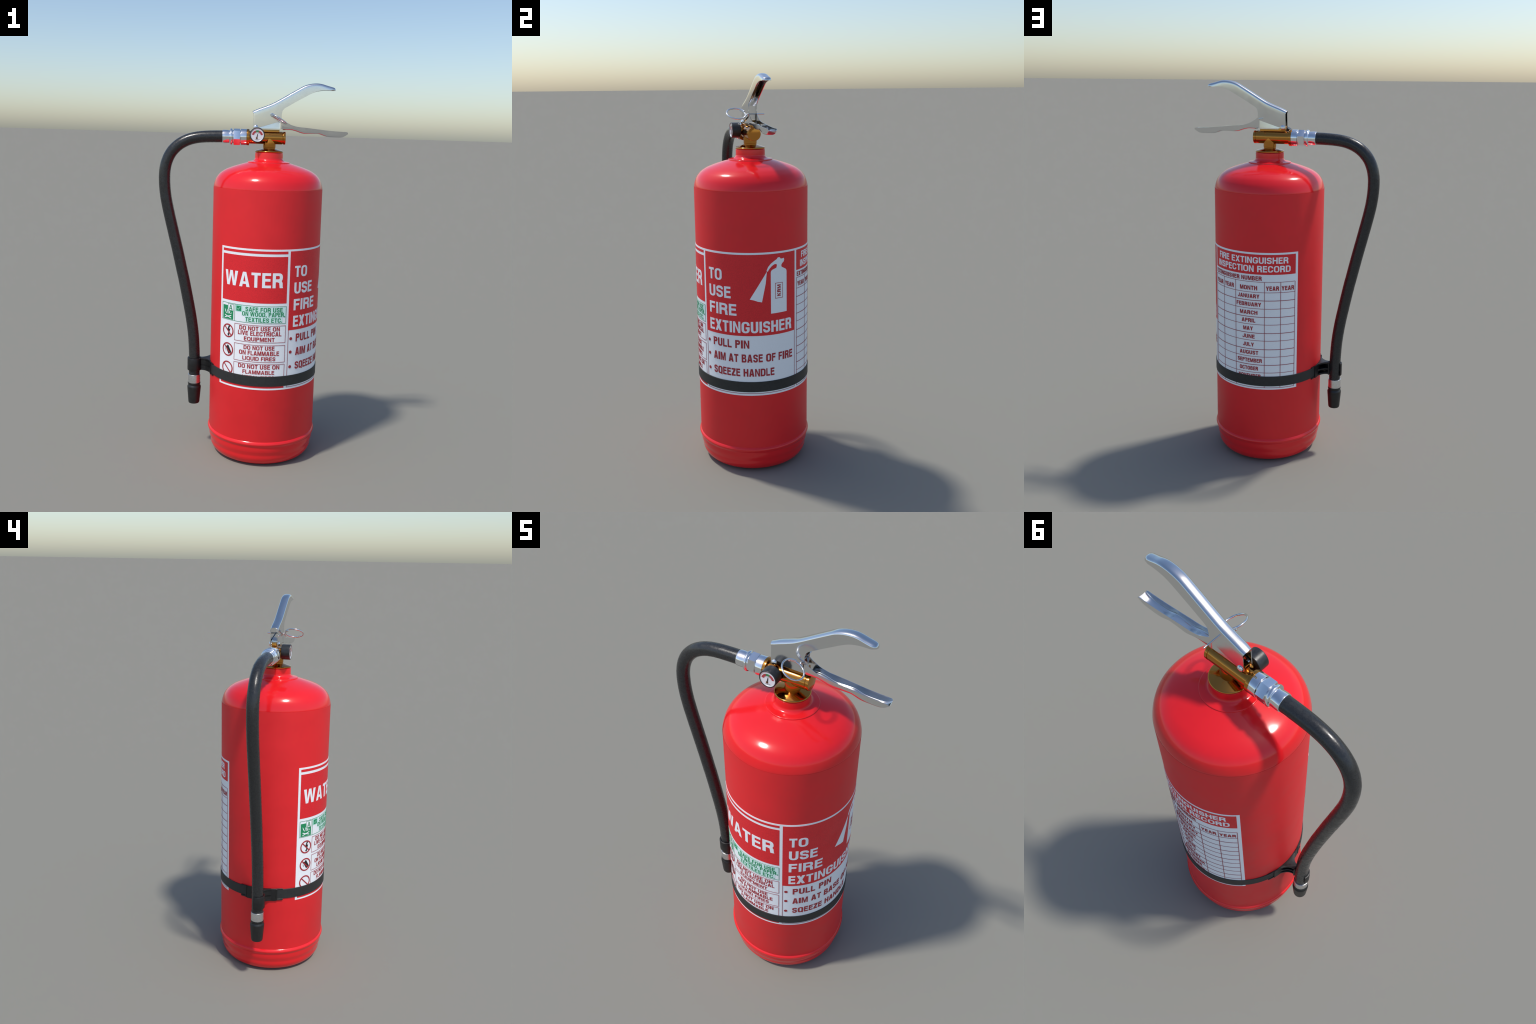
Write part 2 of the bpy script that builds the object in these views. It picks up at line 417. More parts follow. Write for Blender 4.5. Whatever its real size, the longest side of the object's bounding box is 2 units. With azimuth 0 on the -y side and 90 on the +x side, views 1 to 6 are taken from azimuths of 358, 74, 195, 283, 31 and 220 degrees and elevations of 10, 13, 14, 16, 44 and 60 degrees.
def text_into(bm, body, a0, a1, z0, z1, stem, turn=False, gap=.13, space=.34):
    """Set a line of capitals so that it fills the box from a0 to a1, cap height z1 - z0."""
    cap = (a1-a0)*K if turn else z1-z0
    run = (z1-z0) if turn else (a1-a0)*K
    total = run / cap                            # width of the line in cap heights
    v, h = stem, stem*.86
    nat = sum(WIDTH.get(c, 0) for c in body)
    fixed = sum(v for c in body if c in "I.,")
    gaps = sum(gap for c in body[:-1]) + sum(space for c in body if c == ' ')
    f = (total - fixed) / (nat + gaps)
    x = 0.0
    for c in body:
        if c == ' ':
            x += (space + gap) * f; continue
        w = v if c in "I.," else WIDTH[c]*f
        vv = min(v, w*{'M': .215, 'W': .20, 'N': .27}.get(c, .33)) if c not in "I.," else v
        cs = [[Vector((p[0], p[1], 0)) for p in cc] for cc in glyph(c, w, vv, h)]
        flat = [p for cc in cs for p in cc]
        vs = []
        for p in flat:
            s_, t_ = (p.x + x)/total, p.y
            if turn: vs.append(bm.verts.new((a1 - t_*(a1-a0), z0 + s_*(z1-z0), 0)))
            else: vs.append(bm.verts.new((a0 + s_*(a1-a0), z0 + t_*(z1-z0), 0)))
        for tri in tessellate_polygon(cs):
            if len(set(tri)) == 3:
                try: bm.faces.new([vs[i] for i in tri])
                except ValueError: pass
        x += w + gap*f

def text(body, a0, a1, z0, z1, mat, bold=0.22, turn=False, level=.0017, name="lettering"):
    bm = bmesh.new()
    text_into(bm, body, a0, a1, z0, z1, bold, turn)
    return wrap(bm, name, mat, label, level, step=3.0, thick=.0005)

A0, A1, A2, A3, A4, A5 = -143.3, -69.5, -66.8, 32.4, 35.1, 136.0
ZT, ZB = 1.1650, 0.4305
bm = bmesh.new(); rect(bm, A0, A5, ZB, ZT)
label = wrap(bm, "label", M_WHITE, root, .0007)
L1, L2 = .0012, .0017

def panel(a0, a1, z0, z1, mat=M_LRED, name="label_panel"):
    bm = bmesh.new(); rect(bm, a0, a1, z0, z1)
    return wrap(bm, name, mat, label, L1, thick=.0006)
# column 1: WATER
panel(-140.8, A1, 1.1418, 1.1552)
panel(-140.7, A1, 0.8885, 1.1282)
panel(-140.8, A1, 0.4400, 0.4600)
text("WATER", -136.8, -74.2, .9690, 1.0455, M_WHITE, .205)
# column 2: how to use
panel(A2, A3, .7455, 1.1552)
for t, a, z0, z1 in [("TO", -44.9, 1.0218, 1.0790), ("USE", -35.6, .9350, .9935), ("FIRE", -30.0, .8483, .9068), ("EXTINGUISHER", 27.4, .7608, .8192)]:
    text(t, -61.2, a, z0, z1, M_WHITE, .215)
for t, a, z0, z1 in [("PULL PIN", -17.9, .6808, .7228), ("AIM AT BASE OF FIRE", 28.7, .6075, .6495), ("SQEEZE HANDLE", 7.1, .5328, .5732)]:
    text(t, -57.1, a, z0, z1, M_INK, .235)
for z in (.6998, .6286, .5498):
    bm = bmesh.new(); disc(bm, -63.2, z, .0082)
    wrap(bm, "bullet_mark", M_INK, label, L2, thick=.0006)
bm = bmesh.new()
w = .0022
rect(bm, -66.6, -66.6 + w/K, .4408, .7455); rect(bm, 32.2 - w/K, 32.2, .4408, .7455)
rect(bm, -66.6 + w/K, 32.2 - w/K, .4408, .4408 + w)
wrap(bm, "ruled_lines", M_LINE, label, L2, thick=.0006)
# column 3: inspection record
panel(A4, 133.4, 1.0520, 1.1552)
text("FIRE EXTINGUISHER", 43.8, 125.2, 1.1090, 1.1418, M_WHITE, .22)
text("INSPECTION RECORD", 41.6, 127.7, 1.0648, 1.0980, M_WHITE, .22)
text("EXTINGUISHER NUMBER", 36.0, 98.4, 1.0203, 1.0428, M_INK, .25)
rows = [1.0130, .9580, .9150, .8715, .8272, .7864, .7405, .6993, .6522, .6116, .5667, .5240, .4820, .4408]
cols = [35.3, 52.4, 69.7, 101.2, 117.6, 132.9]
bm = bmesh.new()
for i, z in enumerate(rows):
    t = .0030 if i % 2 == 0 and i > 0 else .0021
    rect(bm, cols[0], cols[-1], z - t/2, z + t/2)
wrap(bm, "ruled_lines", M_LINE, label, L2, thick=.0006)
bm = bmesh.new()
for a in cols:
    rect(bm, a - .25, a + .25, rows[-1], rows[0])
wrap(bm, "ruled_lines", M_LINE, label, L2 + .0001, thick=.0006)
for t, a0, a1 in [("YEAR", 37.0, 50.4), ("YEAR", 53.8, 67.2), ("MONTH", 75.0, 93.8), ("YEAR", 102.6, 115.8), ("YEAR", 118.4, 131.8)]:
    text(t, a0, a1, .9690, .9920, M_INK, .25)
months = [("JANUARY", 72.4, 96.1), ("FEBRUARY", 70.8, 97.9), ("MARCH", 74.8, 94.1), ("APRIL", 76.9, 91.9), ("MAY", 78.6, 89.3),
          ("JUNE", 77.8, 91.2), ("JULY", 78.3, 90.4), ("AUGUST", 74.5, 95.0), ("SEPTEMBER", 71.8, 98.8), ("OCTOBER", 74.3, 94.8),
          ("NOVEMBER", 73.0, 97.5), ("DECEMBER", 73.2, 97.2)]
for (t, a0, a1), zt, zb in zip(months, rows[1:], rows[2:]):
    c = (zt + zb) / 2
    text(t, a0, a1, c - .0102, c + .0108, M_INK, .25)
# column 1: what it may be used on
panel(-115.6, -70.2, .8170, .8690, M_HAZE, "tint")
panel(-112.0, -73.2, .7885, .8166, M_HAZE, "tint")
bm = bmesh.new()
outline(bm, -140.4, -69.5, .7835, .8738, .0018); rect(bm, -123.8, -123.4, .7853, .8720)
wrap(bm, "ruled_lines", M_GREEN, label, L2, thick=.0006)
def lines_of(items, mat, bold):
    for t, a0, a1, z0, z1 in items:
        text(t, a0, a1, z0, z1, mat, bold)
lines_of([("SAFE FOR USE", -111.6, -73.4, .8434, .8668), ("ON WOOD, PAPER,", -115.0, -70.7, .8190, .8418), ("TEXTILES ETC.", -111.4, -73.7, .7900, .8126)], M_GREEN, .21)
lines_of([("DO NOT USE ON", -117.8, -75.8, .7442, .7668), ("LIVE ELECTRICAL", -119.2, -73.9, .7178, .7408), ("EQUIPMENT", -112.4, -80.8, .6890, .7104),
          ("DO NOT USE", -112.5, -80.6, .6430, .6644), ("ON FLAMMABLE", -117.4, -75.7, .6144, .6378), ("LIQUID FIRES", -113.5, -79.4, .5870, .6078),
          ("DO NOT USE ON", -118.0, -74.9, .5422, .5648), ("FLAMMABLE", -113.0, -80.1, .5140, .5348), ("METAL FIRES", -113.3, -80.0, .4840, .5058)], M_INK, .215)
bm = bmesh.new()
for z0, z1 in ((.6825, .7730), (.5785, .6698), (.4750, .5692)):
    outline(bm, -123.4, -69.5, z0, z1, .0021)
wrap(bm, "ruled_lines", M_LINE, label, L2, thick=.0006)
for z in (.7258, .6254, .5257):
    bm = bmesh.new(); ngon_ring(bm, -131.7, z, .0296, .0362)
    d = .0299 * .72
    bar(bm, -131.7 - d/K, z + d, -131.7 + d/K, z - d, .0058)
    wrap(bm, "prohibition_sign", M_INK, label, L2 + .0003, thick=.0006)
# lightning bolt
bm = bmesh.new()
a, z = -131.5, .7258
def pk(pts): return [(a + x/K, z + y) for x, y in pts]
poly(bm, pk([(.004, .028), (-.008, .001), (-.002, .0035), (-.0005, .003), (.013, .026)]))
poly(bm, pk([(-.0005, .0028), (.001, .0095), (.014, .012), (.009, -.005), (.002, -.003)]))
poly(bm, pk([(.009, -.0052), (.0065, -.017), (.011, -.0155), (.001, -.030), (-.005, -.0165), (.000, -.018), (.002, -.0035)]))
wrap(bm, "bolt_symbol", M_BLACKINK, label, L2, thick=.0006)
# fuel can on its side with drips
bm = bmesh.new()
a, z = -131.0, .6254
d = Vector((.5, -.866)); n = Vector((.866, .5))
def can(u0, u1, v0, v1):
    poly(bm, [(a + (d*u + n*v).x/K, z + (d*u + n*v).y) for u, v in ((u0, v0), (u1, v0), (u1, v1), (u0, v1))])
can(-.019, .022, -.009, .013); can(-.022, -.019, .004, .011)
for u, v in ((-.022, -.006), (-.017, -.014), (-.010, -.0175), (-.003, -.018)):
    can(u, u+.0045, v, v+.0028)
wrap(bm, "can_symbol", M_BLACKINK, label, L2, thick=.0006)
# class A fire sign
bm = bmesh.new(); rect(bm, -139.1, -125.4, .7870, .8590)
wrap(bm, "fire_sign", M_GREEN, label, L1, thick=.0006)
bm = bmesh.new(); rect(bm, -132.5, -125.0, .8335, .8640)
wrap(bm, "fire_sign", M_WHITE, label, L1 + .0002, thick=.0006)
bm = bmesh.new(); outline(bm, -132.4, -125.1, .8338, .8690, .0018); text_into(bm, "A", -130.9, -126.5, .8375, .8635, .19)
wrap(bm, "fire_sign", M_GREEN, label, L2, thick=.0005)
bm = bmesh.new()
c, z = -132.3, .787
bar(bm, c-4.4, z+.0065, c+4.4, z+.0215, .0046); bar(bm, c-4.4, z+.0205, c-.5, z+.0142, .0046); bar(bm, c+.5, z+.0132, c+4.4, z+.0070, .0046)
for px in ([(-.3, .029), (-1.0, .042), (-.8, .052), (-.1, .046), (.6, .070), (.9, .050), (.4, .029)],
           [(-1.2, .029), (-2.6, .036), (-3.6, .048), (-4.6, .053), (-3.9, .039), (-2.4, .029)],
           [(1.0, .029), (1.8, .040), (2.6, .050), (2.8, .040), (2.0, .029)],
           [(3.0, .029), (3.8, .034), (4.9, .038), (4.4, .030)]):
    poly(bm, [(c+x, z+y) for x, y in px])
wrap(bm, "fire_sign", M_WHITE, label, L1 + .0001, thick=.0005)
# tick box
panel(-122.9, -115.2, .8365, .8705, M_MINT, "tick_box")
bm = bmesh.new(); rect(bm, -121.6, -116.3, .8405, .8655); wrap(bm, "tick_box", M_GREEN, label, L2, thick=.0006)
bm = bmesh.new(); bar(bm, -120.4, .853, -119.5, .847, .0024); bar(bm, -119.5, .847, -117.4, .860, .0024)
wrap(bm, "tick_box", M_MINT, label, L2 + .0003, thick=.0005)
# pictogram of an extinguisher
def arc(cx, cz, ra, rz, t0, t1, n=8):
    return [(cx + ra*cos(radians(t0 + (t1-t0)*i/n)), cz + rz*sin(radians(t0 + (t1-t0)*i/n))) for i in range(n+1)]
bm = bmesh.new()
body = [(4.0, .8555), (21.4, .8565)] + arc(18.6, 1.060, 2.8, .016, 0, 60, 5) + [(15.6, 1.0860), (15.2, 1.0950), (16.2, 1.1040), (17.9, 1.1110), (18.6, 1.1200), (18.2, 1.1290), (16.4, 1.1270),
        (14.6, 1.1275), (13.4, 1.1350), (11.6, 1.1355), (10.2, 1.1270), (7.4, 1.1190), (4.2, 1.1080), (1.4, 1.0920), (-.1, 1.0760), (.1, 1.0700), (.9, 1.0690),
        (2.6, 1.0820), (5.0, 1.0950), (7.6, 1.1030), (10.0, 1.1040), (10.4, 1.0960), (9.9, 1.0850)] + arc(6.8, 1.062, 2.8, .016, 115, 180, 5)
poly(bm, body)
wrap(bm, "extinguisher_symbol", M_WHITE, label, L2, thick=.0006)
bm = bmesh.new(); poly(bm, [(.1, 1.0700), (-16.8, .9332), (-13.0, .9290), (-9.0, .9215), (-5.0, .9172), (-1.2, 1.0100)])
wrap(bm, "extinguisher_symbol", M_WHITE, label, L2 + .0002, thick=.0006)
bm = bmesh.new(); outline(bm, 8.4, 16.7, .9300, 1.0090, .0025); text_into(bm, "KRM", 10.6, 14.5, .9410, .9990, .27, turn=True)
wrap(bm, "extinguisher_symbol", M_INK, label, L2 + .0004, thick=.0005)

# ------------------------------------------------------------------ strap
def arc_slab(name, a0, a1, z0, z1, r0, r1, mat, parent, bev=.0012, n=None):
    """Curved bar round the tank axis with eased edges."""
    n = n or max(2, int(abs(a1-a0)/2.5))
    sec = [(r0, z0), (r1-bev, z0), (r1, z0+bev), (r1, z1-bev), (r1-bev, z1), (r0, z1)]
    bm = bmesh.new(); rows_ = []
    for i in range(n+1):
        t = radians(a0 + (a1-a0)*i/n)
        rows_.append([bm.verts.new((CX + r*cos(t), r*sin(t), z)) for r, z in sec])
    for p, q in zip(rows_, rows_[1:]):
        for i in range(len(sec)):
            j = (i+1) % len(sec)
            bm.faces.new((p[i], p[j], q[j], q[i]))
    bm.faces.new(rows_[0]); bm.faces.new(rows_[-1])
    return finish(bm, name, mat, parent)
strap = arc_slab("strap", -166, 166, .4500, .5040, R+.0005, R+.0040, M_STRAP, root)

# clamp that joins the strap to the hose
HX = -.2925
clamp = arc_slab("hose_clamp", 169, 191, .4420, .5080, R+.0006, R+.0065, M_CLAMP, root)
for sg in (1, -1):          # buckles: two rails that hold the strap, then a solid end block
    A = lambda d: sg*d
    arc_slab("strap_buckle", A(157.3), A(163.6), .5043, .5085, R+.0006, R+.0062, M_CLAMP, clamp, .0008, 4)
    arc_slab("strap_buckle", A(157.3), A(163.6), .4415, .4497, R+.0006, R+.0062, M_CLAMP, clamp, .0008, 4)
    arc_slab("strap_buckle", A(163.2), A(164.4), .4412, .5088, R+.0041, R+.0088, M_CLAMP, clamp, .0012, 2)
    arc_slab("strap_buckle", A(164.3), A(171.0), .4380, .5085, R+.0041, R+.0070, M_CLAMP, clamp, .0012, 4)
# webbed arm: concave flanks, three shelves and a solid front wall
def flank(sgn, n=10):
    out = []
    for i in range(n+1):
        t = i/n
        x = CX - R*cos(radians(11)) - .0005 + (HX + .030 - (CX - R*cos(radians(11)))) * t
        y = .054*(1-t)**2.6 + .013
        out.append((x, sgn*y))
    return out
web = flank(-1) + flank(1)[::-1]
edge = [(CX - (R+.001)*cos(radians(a)), (R+.001)*sin(radians(a))) for a in (11, 7, 3, 0, -3, -7, -11)]
for z0, z1 in ((.4990, .5085), (.4660, .4740), (.4400, .4490)):
    prism("clamp_web", flank(-1) + flank(1)[::-1] + edge[1:-1], M_CLAMP, clamp, 'z', z0, z1, .0012)
inner = [(x, y + .007) for x, y in flank(-1)]
prism("clamp_web", flank(-1) + inner[::-1], M_CLAMP, clamp, 'z', .4495, .4985)
# open ring round the hose
bm = bmesh.new(); rows_ = []
r0, r1, z0, z1, bv = .0318, .0385, .4385, .5085, .003
n = 40
for i in range(n+1):
    t = radians(28 - (28+205)*i/n)
    rows_.append([bm.verts.new((HX + r*cos(t), r*sin(t), z)) for r, z in ((r0, z0), (r1-bv, z0), (r1-bv*.3, z0+bv*.3), (r1, z0+bv), (r1, z1-bv), (r1-bv*.3, z1-bv*.3), (r1-bv, z1), (r0, z1))])
m = len(rows_[0])
for p, q in zip(rows_, rows_[1:]):
    for i in range(m):
        bm.faces.new((p[i], p[(i+1) % m], q[(i+1) % m], q[i]))
bm.faces.new(rows_[0]); bm.faces.new(rows_[-1])
finish(bm, "clamp_ring", M_CLAMP, clamp)

# ------------------------------------------------------------------ hose
spine = [(-.150, 1.7146), (-.1645, 1.7145), (-.2206, 1.7128), (-.2694, 1.7094), (-.3106, 1.7026), (-.348, 1.6906), (-.384, 1.6714), (-.4150, 1.6444), (-.4385, 1.6126),
         (-.4545, 1.5748), (-.4632, 1.5345), (-.4655, 1.4917), (-.4635, 1.4438), (-.4575, 1.3932), (-.4490, 1.3476), (-.4377, 1.2968), (-.4165, 1.2073),
         (-.3920, 1.1054), (-.3672, .9958), (-.3555, .9450), (-.3320, .8296), (-.3130, .7281), (-.3000, .6310), (-.2940, .5350), (HX, .4600), (HX, .4080)]
hose = tube("hose", catmull([(x, 0, z) for x, z in spine], 6), lambda t: .0314 - .0013*min(1, t*6), M_HOSE, root, seg=32)
HO = (HX, 0, 0)
lathe("hose_ferrule", round_profile([(.028, .414), (.0335, .414), (.0338, .364), (.028, .364)], .0015), M_FERRULE, hose, HO, seg=40)
lathe("nozzle", round_profile([(.0, .368), (.0345, .368), (.0352, .3600), (.0318, .3545), (.0330, .3520), (.0376, .3435), (.0374, .3360), (.0310, .2560), (.0290, .2490), (.0170, .2490), (.0150, .2700), (0, .2720)],
      [0, .001, .002, .001, .001, .003, .004, .004, .002, .001, .001, 0]), M_NOZZLE, hose, HO, seg=40, angle=50)

# ------------------------------------------------------------------ valve
VZ = 1.7143
valve = lathe("valve", round_profile([(0, -.028), (.0335, -.028), (.0335, .1495), (.0310, .1503), (.0310, .1535), (.0337, .1545), (.0337, .1660), (0, .1672)],
              [0, .001, .0005, .0005, .0005, .0006, .0022, 0]), M_BRASS, root, (0, 0, VZ), (1, 0, 0), seg=64)
lathe("valve_collar", round_profile([(.02, -.0375), (.0425, -.0375), (.0428, -.0240), (.02, -.0240)], .0012), M_BRASS, valve, (0, 0, VZ), (1, 0, 0), seg=64)
lathe("valve_stem", round_profile([(.0322, 1.650), (.0322, 1.6650), (.0332, 1.6662), (.0332, 1.712), (0, 1.712)], .0008), M_BRASS, valve, seg=64)
lathe("neck_disc", round_profile([(.02, 1.6378), (.0722, 1.6378), (.0748, 1.6410), (.0748, 1.6440), (.0722, 1.6470), (.0330, 1.6585), (.02, 1.6590)],
      [0, .001, .0015, .0015, .0015, .001, 0]), M_BRASS, valve, seg=96)
prism("valve_saddle", [(-.004, 1.735), (.1335, 1.735), (.1335, 1.7560), (.034, 1.7560), (.031, 1.7740), (-.004, 1.7740)], M_BRASS, valve, 'y', -.0122, .0122, .0012)
# swivel fitting
F = (0, 0, VZ)
fit = lathe("hose_fitting", round_profile([(.02, -.0378), (.0420, -.0378), (.0424, -.0683), (.0350, -.0690), (.0350, -.0725), (.02, -.0725)], .0012), M_FITTING, root, F, (1, 0, 0), seg=64)
bm = bmesh.new()
hexr = .0440
vs = []
for x in (-.1060, -.0715):
    vs.append([bm.verts.new((x, hexr*sin(radians(60*i+15)), VZ + hexr*cos(radians(60*i+15)))) for i in range(6)])
for i in range(6):
    bm.faces.new((vs[0][i], vs[0][(i+1) % 6], vs[1][(i+1) % 6], vs[1][i]))
bm.faces.new(vs[0]); bm.faces.new(vs[1])
bmesh.ops.recalc_face_normals(bm, faces=bm.faces)
# chamfer the nut's corners the way a turned nut has them
ends = [e for e in bm.edges if abs(e.verts[0].co.x - e.verts[1].co.x) < 1e-6]
bmesh.ops.bevel(bm, geom=ends, offset=.0022, segments=2, affect='EDGES', profile=.6)
bmesh.ops.bevel(bm, geom=[e for e in bm.edges if len(e.link_faces) == 2 and e.calc_face_angle() > radians(45)], offset=.0008, segments=2, affect='EDGES')
finish(bm, "hex_nut", M_FITTING, fit, 30)
lathe("fitting_sleeve", round_profile([(.02, -.1062), (.0355, -.1062), (.0355, -.1102), (.0420, -.1130), (.0432, -.1180), (.0420, -.1240), (.0335, -.1262), (.0338, -.1330), (.0346, -.1420), (.0350, -.1510),
      (.0346, -.1600), (.0338, -.1640), (.0300, -.1648), (.0300, -.155)], [0, .001, .001, .003, .003, .003, .002, .004, .005, .005, .004, .002, .001, 0], 5), M_FITTING, fit, F, (1, 0, 0), seg=64, angle=45)

# ------------------------------------------------------------------ pressure gauge (faces -y)
GX, GZ = .0160, 1.7270
GO = (GX, 0, GZ)
gauge = lathe("pressure_gauge", round_profile([(0, .0385), (.0370, .0385), (.0383, .0400), (.0385, .0815), (.0374, .0832), (.0344, .0832), (.0340, .0800), (0, .0790)],
              [0, .001, .001, .0012, .0008, .0008, .001, 0]), M_GAUGE, root, GO, (0, -1, 0), seg=64)
lathe("gauge_neck", round_profile([(.021, .0), (.021, .0335), (.0185, .0340), (.0185, .0388), (.0, .0388)], .0008), M_BRASS, gauge, GO, (0, -1, 0), seg=40)
lathe("gauge_bezel", round_profile([(.0340, .0795), (.0339, .0822), (.0330, .0823), (.0314, .0808), (.0310, .0800)], .0004), M_BEZEL, gauge, GO, (0, -1, 0), seg=64)
lathe("dial", [(.0318, .0798), (.0316, .0804), (0, .0804)], M_DIAL, gauge, GO, (0, -1, 0), seg=64)
DY = -.0810
def dial_arc(a0, a1, mat, name):
    c = (GX + .0006, GZ - .0050); n = 12
    o = [(c[0] + .0290*cos(radians(a0+(a1-a0)*i/n)), c[1] + .0290*sin(radians(a0+(a1-a0)*i/n))) for i in range(n+1)]
    q = [(c[0] + .0190*cos(radians(a0+(a1-a0)*i/n)), c[1] + .0190*sin(radians(a0+(a1-a0)*i/n))) for i in range(n+1)]
    prism(name, o + q[::-1], mat, gauge, 'y', DY, -.0801)
dial_arc(167, 109.2, M_DRED, "dial_band"); dial_arc(109, 72.2, M_DGREEN, "dial_band"); dial_arc(72, 13, M_DRED, "dial_band")
def dial_stroke(x0, z0, x1, z1, w, name, mat=M_DBLACK, y0=DY-.0004):
    d = Vector((x1-x0, z1-z0)).normalized(); n_ = Vector((-d.y, d.x)) * w/2
    prism(name, [(x0+n_.x, z0+n_.y), (x0-n_.x, z0-n_.y), (x1-n_.x*.5, z1-n_.y*.5), (x1+n_.x*.5, z1+n_.y*.5)], mat, gauge, 'y', y0, -.0801)
px, pz = GX - .0025, GZ - .0155
dial_stroke(px-.0008, pz-.004, GX+.0016, GZ+.0060, .0048, "needle", y0=DY-.0012)
lathe("needle_pivot", [(.0046, .0800), (.0046, .0822), (.0030, .0830), (0, .0832)], M_PIVOT, gauge, (px, 0, pz), (0, -1, 0), seg=24)
for i in range(7):
    a = radians(150 - 20*i); c = (GX + .0006, GZ - .0050)
    if i in (2, 3, 4): continue
    dial_stroke(c[0]+.0165*cos(a), c[1]+.0165*sin(a), c[0]+.0185*cos(a), c[1]+.0185*sin(a), .0012, "dial_mark")
for dx, dz, l in ((-.004, .0095, .0035), (.003, .0098, .0050), (-.010, -.0225, .0045), (-.004, -.0240, .0080), (.006, -.0232, .0060)):
    dial_stroke(GX+dx, GZ+dz, GX+dx+l, GZ+dz, .0010, "dial_mark")

# ------------------------------------------------------------------ carrying handle: folded channel, open below
def interp(pts, x):
    if x <= pts[0][0]: return pts[0][1]
    for (a, b), (c, d) in zip(pts, pts[1:]):
        if x <= c: return b + (d-b)*(x-a)/(c-a)
    return pts[-1][1]
def smooth2(pts, n=6):
    return [(p.x, p.y) for p in catmull([(a, b, 0) for a, b in pts], n)]
ridge = smooth2([(-.0100, 1.8488), (.0200, 1.8626), (.0600, 1.8780), (.0950, 1.8930), (.1300, 1.9125), (.1800, 1.9425), (.2240, 1.9685), (.2570, 1.9868),
                 (.2900, 1.9968), (.3214, 2.0000), (.3475, 1.9976), (.3780, 1.9895), (.4060, 1.9825)]) + smooth2([(.4130, 1.9800), (.4175, 1.9755), (.4205, 1.9690)], 3)
hem = smooth2([(-.0060, 1.7620), (.0090, 1.7590), (.0240, 1.7655)], 5) + [(.0600, 1.7768), (.1000, 1.7895), (.1310, 1.7995)] + smooth2([(.1400, 1.8080), (.1423, 1.8200), (.1423, 1.8380), (.1475, 1.8575), (.1600, 1.8700)], 4) + \
      smooth2([(.1800, 1.8815), (.2130, 1.9015), (.2560, 1.9260), (.2900, 1.9450), (.3170, 1.9570), (.3420, 1.9630), (.3700, 1.9658), (.4000, 1.9655), (.4195, 1.9655)], 4)
HW = .0215
def solid(bm, name, mat, parent, thick, inward=True, angle=50, even=True):
    bmesh.ops.recalc_face_normals(bm, faces=bm.faces)
    me = bpy.data.meshes.new(name); bm.to_mesh(me); bm.free()
    ob = bpy.data.objects.new(name, me)
    bpy.context.scene.collection.objects.link(ob)
    so = ob.modifiers.new("s", 'SOLIDIFY'); so.thickness = thick; so.offset = -1 if inward else 1
    so.use_even_offset = even
    dg = bpy.context.evaluated_depsgraph_get()
    me2 = bpy.data.meshes.new_from_object(ob.evaluated_get(dg))
    bpy.data.objects.remove(ob); bpy.data.meshes.remove(me)
    me2.name = name
    me2.shade_smooth(); me2.set_sharp_from_angle(angle=radians(angle))
    me2.materials.append(mat)
    return link(bpy.data.objects.new(name, me2), parent)

def resample(line, n, power=1.0):
    L = [0]
    for a, b in zip(line, line[1:]): L.append(L[-1] + hypot(b[0]-a[0], b[1]-a[1]))
    out = []; j = 0
    for i in range(n+1):
        t = L[-1]*(1 - (1 - i/n)**power)
        while j < len(L)-2 and L[j+1] < t: j += 1
        f = min(1, (t-L[j])/max(L[j+1]-L[j], 1e-9))
        out.append((line[j][0] + (line[j+1][0]-line[j][0])*f, line[j][1] + (line[j+1][1]-line[j][1])*f))
    return out
i_f = min(range(len(hem)), key=lambda i: hypot(hem[i][0]-.1423, hem[i][1]-1.838))
i_r = min(range(len(ridge)), key=lambda i: abs(ridge[i][0]-.115))
lo = resample(hem[:i_f+1], 36) + resample(hem[i_f:], 72, 1.7)[1:]
hi = resample(ridge[:i_r+1], 36) + resample(ridge[i_r:], 72, 1.7)[1:]
NOSE = .3985          # from here the channel rounds off in plan
def handle_skin(bm, inset):
    """Sections from hem over the crown to hem; inset moves the skin inward for the inner face."""
    rows_ = []
    n = len(hi)
    for i, ((xl, zl), (xt, zt)) in enumerate(zip(lo, hi)):
        a, b = hi[max(i-1, 0)], hi[min(i+1, n-1)]
        t = Vector((b[0]-a[0], b[1]-a[1])).normalized(); nrm = Vector((t.y, -t.x))   # into the channel
        rear = max(0, min(1, (.022 - xl)/.030))
        tip = max(0, (xt - NOSE)/(hi[-1][0] - NOSE))
        nrm = nrm.lerp(Vector((0, -1)), min(1, tip*1.6)).normalized()
        w = (HW - inset)*math.sqrt(max(0, 1 - tip**2.2))
        if inset:
            sq = lambda x: x if x < NOSE else NOSE + (x-NOSE)*.86
            xl, xt = sq(xl), sq(xt)
            xt += nrm.x*inset*(1-tip); zt += nrm.y*inset
        gap = hypot(xl-xt, zl-zt)
        k = min(.0140 - inset*.5, gap*.8)
        sx, sz = xt + nrm.x*k, zt + nrm.y*k
        pts = []
        for f in (0, .2, .4, .6, .8): pts.append((xl + (sx-xl)*f, -w*(1.005 - .018*f*f - .07*rear*rear), zl + (sz-zl)*f))
        for j in range(10):
            q = pi/2*j/10
            d = k*(1 - sin(q)**.85)
            pts.append((xt + nrm.x*d, -w*(.987 - .07*rear*rear)*cos(q)**.75, zt + nrm.y*d))
        pts.append((xt, 0, zt))
        full = pts + [(x, -y, z) for x, y, z in pts[-2::-1]]
        rows_.append([bm.verts.new(p) for p in full])
    for p, q in zip(rows_, rows_[1:]):
        for i in range(len(p)-1):
            bm.faces.new((p[i], p[i+1], q[i+1], q[i]))
    return rows_
bm = bmesh.new()
so, si = handle_skin(bm, 0), handle_skin(bm, .0028)
